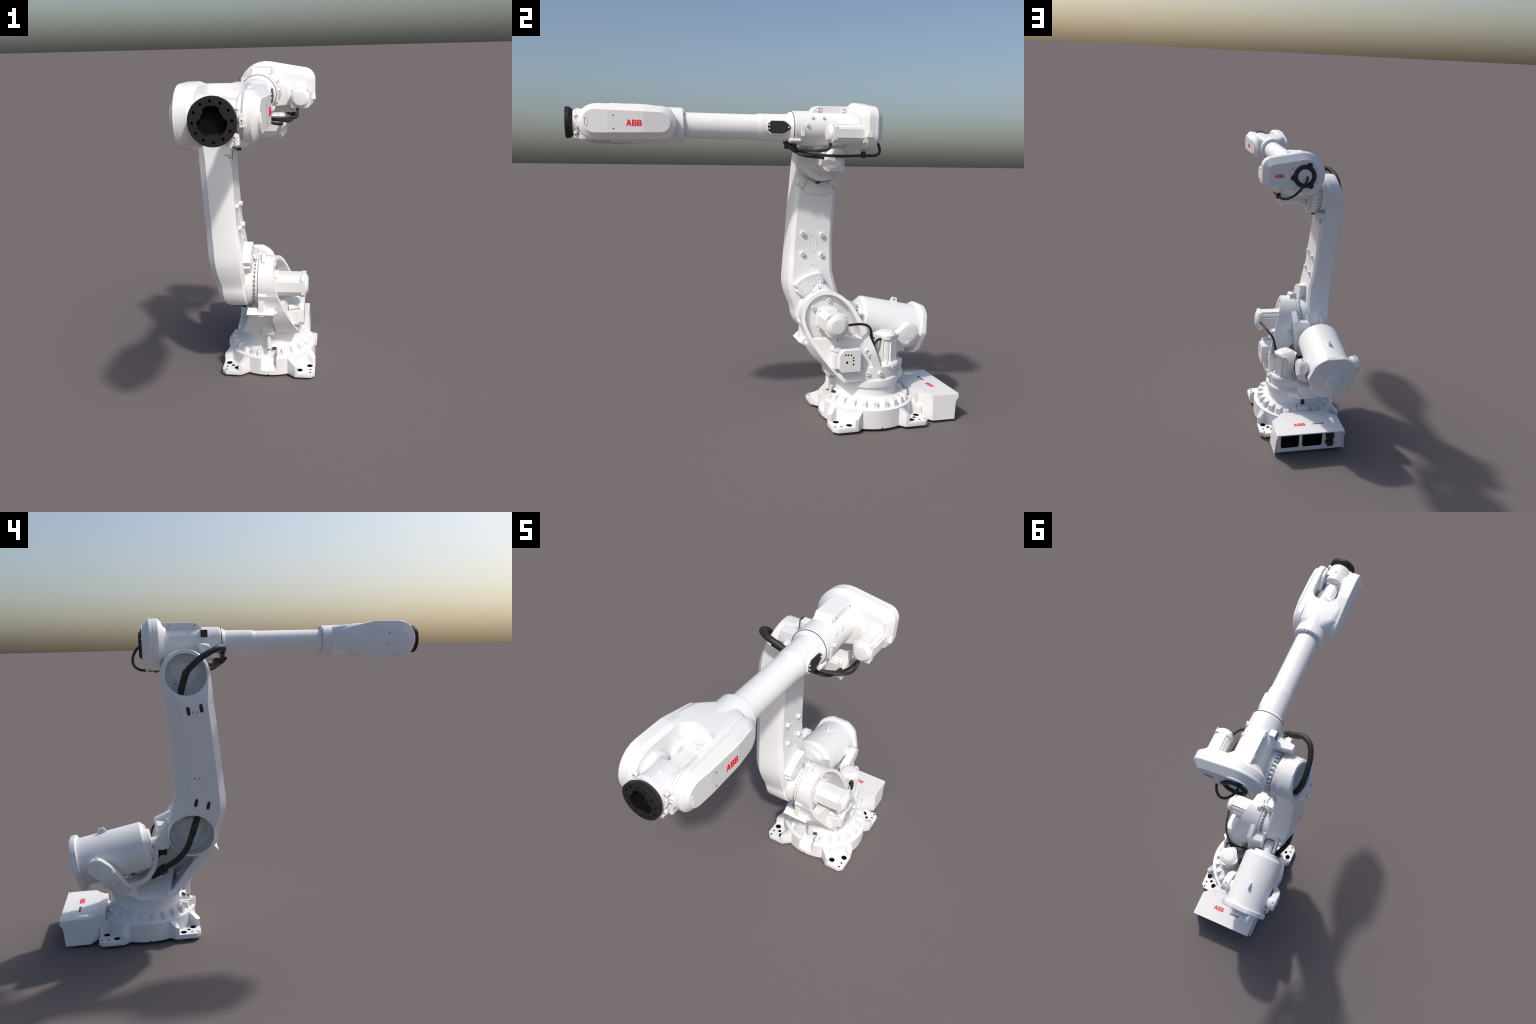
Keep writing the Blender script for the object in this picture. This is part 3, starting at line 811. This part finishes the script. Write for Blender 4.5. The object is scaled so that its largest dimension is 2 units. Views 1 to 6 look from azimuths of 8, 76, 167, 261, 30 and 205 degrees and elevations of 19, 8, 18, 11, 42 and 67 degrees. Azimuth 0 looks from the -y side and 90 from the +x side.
# black ring with three ears round the cable outlet
RC = (AX, 1.551)
def eared(r, ear):
    out = []
    for i in range(180):
        a = 2 * pi * i / 180
        rr = r
        for e in (-8, 112, 236):
            d = (math.degrees(a) - e + 180) % 360 - 180
            if abs(d) < 16: rr = max(rr, r + ear * max(0, min(1, (16 - abs(d)) / 11)))
        out.append((RC[0] + rr * cos(a), RC[1] + rr * sin(a)))
    return out
p = Part()
p.put(ring_solid(eared(.0685, .016), circle(*RC, .043, 180), 'y', .494, .503), 0)
bm = bmesh.new()
prof = [(.0685, .50), (.067, .509), (.060, .514), (.052, .512), (.045, .505), (.0425, .497)]
rows = [[bm.verts.new(pt('y', a, *q)) for q in circle(*RC, r, 72)] for r, a in prof]
for a, b in zip(rows[:-1], rows[1:]):
    for i in range(72): bm.faces.new((a[i], a[(i + 1) % 72], b[(i + 1) % 72], b[i]))
merge(p.bm, bevel(bm, 0))
p.obj("outlet_ring", BLACK, gear)
Part().put(lathe([(0, .49), (.0435, .49), (.0435, .4985), (0, .4985)], 'y', RC, 48), .0003).obj("outlet_disc", PLATE, gear)
for i, a in enumerate((30, 62, 118, 160, 205, 245, 280, 335)):
    place("small_screw" if i % 2 else "screw_hole", TINY if i % 2 else DOT, gear, (RC[0] + .089 * cos(radians(a)), .4967, RC[1] + .089 * sin(radians(a))), (0, 1, 0))
place("socket_screw", MED, gear, (.131, .489, 1.584), (0, 1, 0))
place("socket_screw", MED, gear, (.018, .474, 1.424), (0, .6, -.8))
logo(gear, (.2125, .4945, 1.540), (-1, 0, 0), (0, 0, 1), .0545, .0215)

# ================================================================== forearm tube
p = Part()
p.put(lathe([(0, -.458), (.0628, -.458), (.0628, -.098), (.0640, -.092), (.0672, -.080), (.0678, -.070), (.0684, .055), (.0705, .066), (.0805, .080), (.0825, .0845), (0, .0845)], 'y', (AX, AZ), 96), 0)
tube = p.obj("forearm_tube", WHITE, root)
hexp = [(-.049, 1.549 - .014), (-.030, 1.549 - .0305), (.028, 1.549 - .0305), (.040, 1.549 - .027), (.068, 1.549 - .006), (.068, 1.549 + .006), (.040, 1.549 + .027), (.028, 1.549 + .0305), (-.030, 1.549 + .0305), (-.049, 1.549 + .014)]
grow_h = [(y + (.0055 if y > 0 else -.0055), AZ + (z - AZ) * 1.16) for y, z in hexp]
Part().put(prism(grow_h, 'x', .06, .1070), .003).obj("plate_pad", WHITE, tube)
dp = Part().put(prism(hexp, 'x', .09, .1085), .001).obj("black_cover_plate", DARKM, tube)
for y, z in ((-.042, AZ + .009), (-.042, AZ - .009), (.058, AZ)):
    place("small_screw", TINY, dp, (.1083, y, z), (1, 0, 0))

# ================================================================== wrist
p = Part()
p.put(lathe([(0, -.460), (.0825, -.460), (.0840, -.463), (.0850, -.56), (.083, -.60), (0, -.60)], 'y', (AX, AZ), 96), .001)
def wring(y, x0, x1, h, r, n=8):
    r = min(r, h * .98, (x1 - x0) * .49)
    P = hull([(x0 + r, AZ - h + r, r), (x1 - r, AZ - h + r, r), (x1 - r, AZ + h - r, r), (x0 + r, AZ + h - r, r)], n)
    return [V((x, y, z)) for x, z in P]
p.put(loft([wring(-.500, AX - .075, AX + .075, .074, .070), wring(-.535, AX - .098, AX + .100, .080, .060), wring(-.575, -.090, .130, .084, .045), wring(-.64, -.090, .130, .089, .030), wring(-.80, -.090, .130, .090, .025)]), .002, ang=45)
yoke = p.obj("wrist_yoke", WHITE, root)
# gap of the fork: U-shaped
gap = [(-.033, -1.1), (-.033, -.735)] + [(.014 + .047 * cos(radians(a)), -.735 + .064 * sin(radians(a))) for a in range(170, 85, -10)] + \
      [(.066 + .047 * cos(radians(a)), -.735 + .060 * sin(radians(a))) for a in range(90, -5, -10)] + [(.113, -1.1)]
boolean(yoke, [temp(prism(gap, 'z', 1.3, 1.8), WHITE)])
Part().put(lathe([(0, -.031), (.046, -.031), (.050, -.026), (.050, -.012), (.046, -.006), (0, -.006)], 'x', (-.728, AZ - .02), 48), .003).obj("cable_guide", WHITE, yoke)
Part().put(loft([[V((x, y, z)) for y, z in ((-.655, 1.47), (-.655, 1.612), (-.690, 1.598), (-.722, 1.578), (-.738, 1.555), (-.744, 1.52), (-.735, 1.47))] for x in (-.020, .102)]), .006, seg=3).obj("crotch_fill", WHITE, yoke)
Part().put(box(.030, .066, -.715, -.690, 1.575, 1.600), .003).obj("crotch_rib", WHITE, yoke)
# right fork arm with bevelled cover
RCo = [(-.862, AZ + .003, .083), (-.565, AZ + .003, .076)]
def side(circs, d, x, rev=False):
    P = hull(grow(circs, d), 24)
    return [V((x, y, z)) for y, z in P]
RB = [(-.860, AZ + .001, .0815), (-.572, AZ + .004, .0765)]
p = Part()
p.put(loft([side(RB, -.004, .1125), side(RB, 0, .1165), side(RB, 0, .1275)]), .001, ang=60)
p.obj("fork_arm", WHITE, yoke)
p = Part()
p.put(loft([side(RB, -.0012, .126), side(RB, -.0004, .1282), side(RB, -.0004, .140), side(RB, -.003, .1435), side(RB, -.031, .1685), side(RB, -.0335, .1695)]), .0006, ang=60)
rcov = p.obj("wrist_cover", PLATE, yoke)
Part().put(prism(hull([(-.868, AZ + .003, .0525), (-.572, AZ + .004, .046)], 20), 'x', .160, .1702), .0008).obj("cover_panel", PLATE, rcov)
for o_ in [rcov] + list(rcov.children):
    bm = bmesh.new(); bm.from_mesh(o_.data)
    for yy in (-.81, -.65):
        bmesh.ops.bisect_plane(bm, geom=bm.verts[:] + bm.edges[:] + bm.faces[:], plane_co=(0, yy, 0), plane_no=(0, 1, 0))
    for v in bm.verts:
        k = max(0, min(1, (v.co.x - .138) / .03))
        if v.co.y > -.65: v.co.x -= (v.co.y + .65) * .11 * k
        if v.co.y < -.81: v.co.x -= (-.81 - v.co.y) * .06 * k
    bm.to_mesh(o_.data); bm.free()
    o_.data.shade_smooth(); o_.data.set_sharp_from_angle(angle=radians(3))
for y, z in ((-.784, 1.580), (-.784, 1.521)):
    place("screw_hole", DOT, rcov, (.1702, y, z), (1, 0, 0))
logo(rcov, (-.727, 1.535, .0) if False else (.1703, -.727, 1.535), (0, 1, 0), (0, 0, 1), .071, .0278)
Part().put(ring_solid(hull([(-.905, 1.540, .007), (-.905, 1.562, .007)], 8), hull([(-.905, 1.540, .0055), (-.905, 1.562, .0055)], 8), 'x', .162, .1665), 0).obj("cover_mark", PLATE, rcov)
# front clamp blocks on the right arm
p = Part(); p.put(box(.106, .122, -.949, -.925, 1.528, 1.568), .002); p.obj("clamp_block", WHITE, yoke)
place("socket_screw", MED, yoke, (.114, -.941, 1.548), (0, -1, 0))
# left fork arm and cover: deep at the front, tapering to the rear
LB = [(-.855, AZ, .103), (-.745, AZ + .001, .102), (-.598, AZ + .003, .066)]
def lside(d, x):
    P = hull([(-.855, AZ, .103 + d), (-.745, AZ + .001, .102 + d)][:1] + [(-.600, AZ + .004, .070 + d)], 24)
    return P
def lring(d, x):
    # front disc, mid point, rear disc (convex hull)
    P = hull([(-.857, AZ, .1015 + d), (-.740, AZ - .002, .0995 + d), (-.596, AZ + .004, .068 + d), (-.740, AZ + .002, .0995 + d)], 14)
    return [V((x, y, z)) for y, z in P]
p = Part()
p.put(loft([lring(-.010, -.030), lring(-.006, -.036), lring(-.0005, -.050), lring(-.0005, -.0835)]), .0012, ang=60)
p.obj("fork_arm", WHITE, yoke)
p = Part()
p.put(loft([lring(-.0022, -.082), lring(-.001, -.0845), lring(-.001, -.090), lring(-.004, -.093), lring(-.046, -.1090), lring(-.052, -.1098)]), .0008, ang=60)
lcov = p.obj("wrist_cover", PLATE, yoke)
for y, r in ((-.868, .047), (-.766, .031), (-.672, .021)):
    Part().put(lathe([(0, -.10), (r, -.10), (r, -.1105), (r - .0012, -.1112), (0, -.1112)], 'x', (y, AZ + .002), 48), .0003).obj("access_disc", PLATE, lcov)
for y, z, x in ((-.716, 1.578, -.1090), (-.833, 1.476, -.100)):
    place("socket_screw", MED, lcov, (x + .006, y, z), (-1, 0, 0))
for y, z in ((-.803, 1.585), (-.800, 1.523)):
    place("screw_hole", DOT, lcov, (-.1100, y, z), (-1, 0, 0))
# bolts of the tube joint
for a in (52, 66, 80, 128, 142, 205, 219, 233, 285, 299, 313, 350):
    place("bolt", SMALL, yoke, (AX + .0735 * cos(radians(a)), -.460, AZ + .0735 * sin(radians(a))), (0, 1, 0))
# tilt body (axis 5) with hand motor
p = Part()
p.put(lathe([(.050, -.845), (.064, -.853), (.0655, -.93), (.0665, -.948), (.060, -.951), (.0595, -.9672), (0, -.9672)], 'y', (AX, AZ), 64), .001)
p.put(lathe([(0, -.034), (.064, -.034), (.066, -.028), (.066, -.014), (.056, -.008), (0, -.008)], 'x', (-.858, AZ), 64), .002)
p.put(hexa([(.060, -.935, 1.470), (.103, -.935, 1.470), (.103, -.88, 1.470), (.060, -.88, 1.470)], [(.060, -.935, 1.51), (.103, -.935, 1.51), (.103, -.88, 1.51), (.060, -.88, 1.51)]), .006)
p.put(rod((.078, -.962, 1.482), (.078, -.925, 1.482), .011), .001)
p.put(box(.066, .092, -.905, -.875, 1.575, 1.604), .003)
p.put(lathe([(0, .092), (.064, .092), (.070, .098), (.070, .1135), (0, .1135)], 'x', (-.858, AZ), 64), .002)
wb = p.obj("wrist_body", WHITE, root)
for i in range(30):
    a = 2 * pi * i / 30
    place("small_screw", TINY, wb, (AX + .0628 * cos(a), -.950, AZ + .0628 * sin(a)), (0, -1, 0))
place("bolt", SMALL, wb, (AX + .012, -.905, AZ + .063), (.15, 0, 1))
for x, y, z in ((.100, -.948, 1.580), (.092, -.951, 1.500), (-.028, -.94, 1.592)):
    place("socket_screw", MED, wb, (x, y, z), (0, -1, 0))
motor(wb, (AX, -.850, AZ - .002), (0, 1, 0), (0, 0, 1), .036, .135, .022)
Part().put(rod((AX + .048, -.80, 1.545), (AX + .048, -.712, 1.545), .014), .003).put(rod((AX + .012, -.735, 1.575), (AX + .012, -.735, 1.59), .012), .002).obj("motor_bracket", WHITE, wb)

# ================================================================== tool flange
p = Part()
p.put(lathe([(0, -.9665), (.062, -.9665), (.065, -.972), (.0720, -.982), (.0725, -.984), (.0725, -.9995), (.0720, -1.0), (0, -1.0)], 'y', (AX, AZ + .001), 96), 0)
fl = p.obj("tool_flange", [FLANG, HOLE], root)
cut = []
for i in range(12):
    a = radians(93 + 30 * i)
    cut.append(temp(rod((AX + .0585 * cos(a), -1.01, AZ + .001 + .0585 * sin(a)), (AX + .0585 * cos(a), -.988, AZ + .001 + .0585 * sin(a)), .0046, n=18), HOLE))
lob = []
for i in range(144):
    a = 2 * pi * i / 144
    r = .036
    for e in (92, 212, 332):
        d = abs((math.degrees(a) - e + 180) % 360 - 180)
        if d < 42: r = .0355 + (.0455 - .0355) * max(0, min(1, (42 - d) / 9))
    lob.append((AX + r * cos(a), AZ + .001 + r * sin(a)))
cut.append(temp(prism(lob, 'y', -1.01, -.972), HOLE))
boolean(fl, cut)

# ================================================================== hoses and cables
hose = Part().put(sweep([(-.214, .322, 1.285), (-.222, .320, 1.310), (-.240, .308, 1.360), (-.250, .292, 1.411), (-.252, .255, 1.450), (-.250, .221, 1.479), (-.242, .176, 1.505), (-.221, .129, 1.526), (-.189, .102, 1.529), (-.150, .092, 1.522), (-.110, .096, 1.505), (-.080, .100, 1.489)],
                            .0152, 24, 12), 0).obj("hose", BLACK, root)
Part().put(sweep([(-.226, .319, 1.320), (-.240, .307, 1.363), (-.249, .294, 1.405), (-.2505, .286, 1.420)], .0172, 24, 8), .001).obj("hose_sleeve", BLACK, hose)
Part().put(rod((-.092, .099, 1.494), (-.070, .101, 1.482), .022, n=8), .002).put(box(-.082, -.066, .085, .125, 1.450, 1.505), .003).put(sweep([(-.08, .10, 1.489), (-.05, .115, 1.465), (.0, .12, 1.448), (.045, .11, 1.443)], .017, 16), 0).put(sweep([(-.15, .095, 1.502), (-.11, .098, 1.488), (-.075, .10, 1.474)], .009, 12), 0).obj("hose_clamp", BLACK, hose)
hose2 = Part().put(sweep([(-.178, .245, .700), (-.188, .262, .665), (-.198, .290, .590), (-.201, .323, .508), (-.199, .371, .452), (-.172, .425, .408), (-.150, .462, .378)], .0158, 24, 12), 0).obj("hose", BLACK, root)
Part().put(sweep([(-.188, .262, .665), (-.198, .289, .590), (-.199, .296, .570)], .0172, 24, 8), .001).obj("hose_sleeve", BLACK, hose2)
d = V((.4, .62, -.45)).normalized(); c0 = V((-.156, .452, .386)); x_, y_ = frame(d)
def clampbox(a0, a1, wx, wy):
    return loft([[c0 + d * a + x_ * sx * wx + y_ * sy * wy for sx, sy in ((1, 1), (-1, 1), (-1, -1), (1, -1))] for a in (a0, a1)])
Part().put(clampbox(-.006, .008, .026, .026), .003).put(clampbox(.0, .045, .014, .020), .003).put(clampbox(.04, .085, .012, .020), .002).obj("hose_clamp", BLACK, hose2)
# cables hidden in the turret
Part().put(sweep([(-.05, .46, .46), (-.03, .50, .40), (.02, .56, .36), (.06, .60, .37)], .016, 16), 0).put(box(-.075, -.03, .425, .470, .435, .480), .006).put(sweep([(-.05, .45, .46), (-.06, .50, .42), (-.02, .62, .335), (.03, .66, .33)], .012, 16), 0).obj("cable", BLACK, root)
# shoulder motor cable and swivel motor cable
Part().put(sweep([(.230, .345, .562), (.229, .363, .562), (.215, .42, .560), (.199, .465, .548), (.178, .498, .520), (.164, .513, .465), (.150, .525, .40), (.10, .54, .35)], .0068, 16), 0).obj("cable", BLACK, root)
Part().put(sweep([(.150, .585, .455), (.166, .552, .458), (.172, .530, .445), (.160, .520, .410), (.13, .53, .36)], .0068, 16), 0).obj("cable", BLACK, root)
Part().put(sweep([(.155, .520, .44), (.12, .515, .41), (.06, .505, .40), (.0, .52, .39)], .0075, 16), 0).obj("cable", BLACK, root)
# forearm cables
Part().put(sweep([(.204, .242, 1.480), (.204, .242, 1.463), (.204, .235, 1.448), (.203, .217, 1.439), (.198, .183, 1.437), (.172, .146, 1.439), (.125, .124, 1.440), (.062, .103, 1.446)], .0072, 16), 0).obj("cable", BLACK, root)
Part().put(sweep([(.128, .262, 1.395), (.130, .240, 1.401), (.129, .210, 1.405), (.127, .175, 1.408), (.116, .146, 1.411), (.094, .122, 1.419), (.066, .107, 1.431), (.05, .10, 1.445)], .0072, 16), 0).obj("cable", BLACK, root)
loop = Part().put(sweep([(.020, .490, 1.546), (.021, .505, 1.543), (.030, .527, 1.528), (.065, .548, 1.487), (.105, .545, 1.447), (.140, .520, 1.423), (.163, .480, 1.416), (.172, .427, 1.416), (.171, .33, 1.412), (.168, .257, 1.413), (.160, .216, 1.416), (.140, .172, 1.423), (.100, .135, 1.432), (.055, .10, 1.446)], .0072, 16), 0).obj("cable", BLACK, root)
Part().put(box(.160, .184, .419, .437, 1.403, 1.437), .003).obj("cable_clip", BLACK, loop)
Part().put(hexa([(.055, .090, 1.430), (.078, .090, 1.430), (.078, .115, 1.430), (.055, .115, 1.430)], [(.055, .085, 1.468), (.08, .085, 1.468), (.08, .11, 1.468), (.055, .11, 1.468)]), .004).put(sweep([(.065, .10, 1.445), (.05, .075, 1.462), (.045, .06, 1.482)], .014, 14), 0).obj("cable_tie", BLACK, root)

# ------------------------------------------------------------------ keep the tree at thing > part > sub-part
def depth(o):
    n = 0
    while o.parent is not None: o = o.parent; n += 1
    return n
for o in list(COLL.objects):
    if depth(o) > 2:
        m_ = o.matrix_local.copy()
        a = o.parent
        while depth(a) > 1: a = a.parent
        o.parent = a
        o.matrix_local = m_
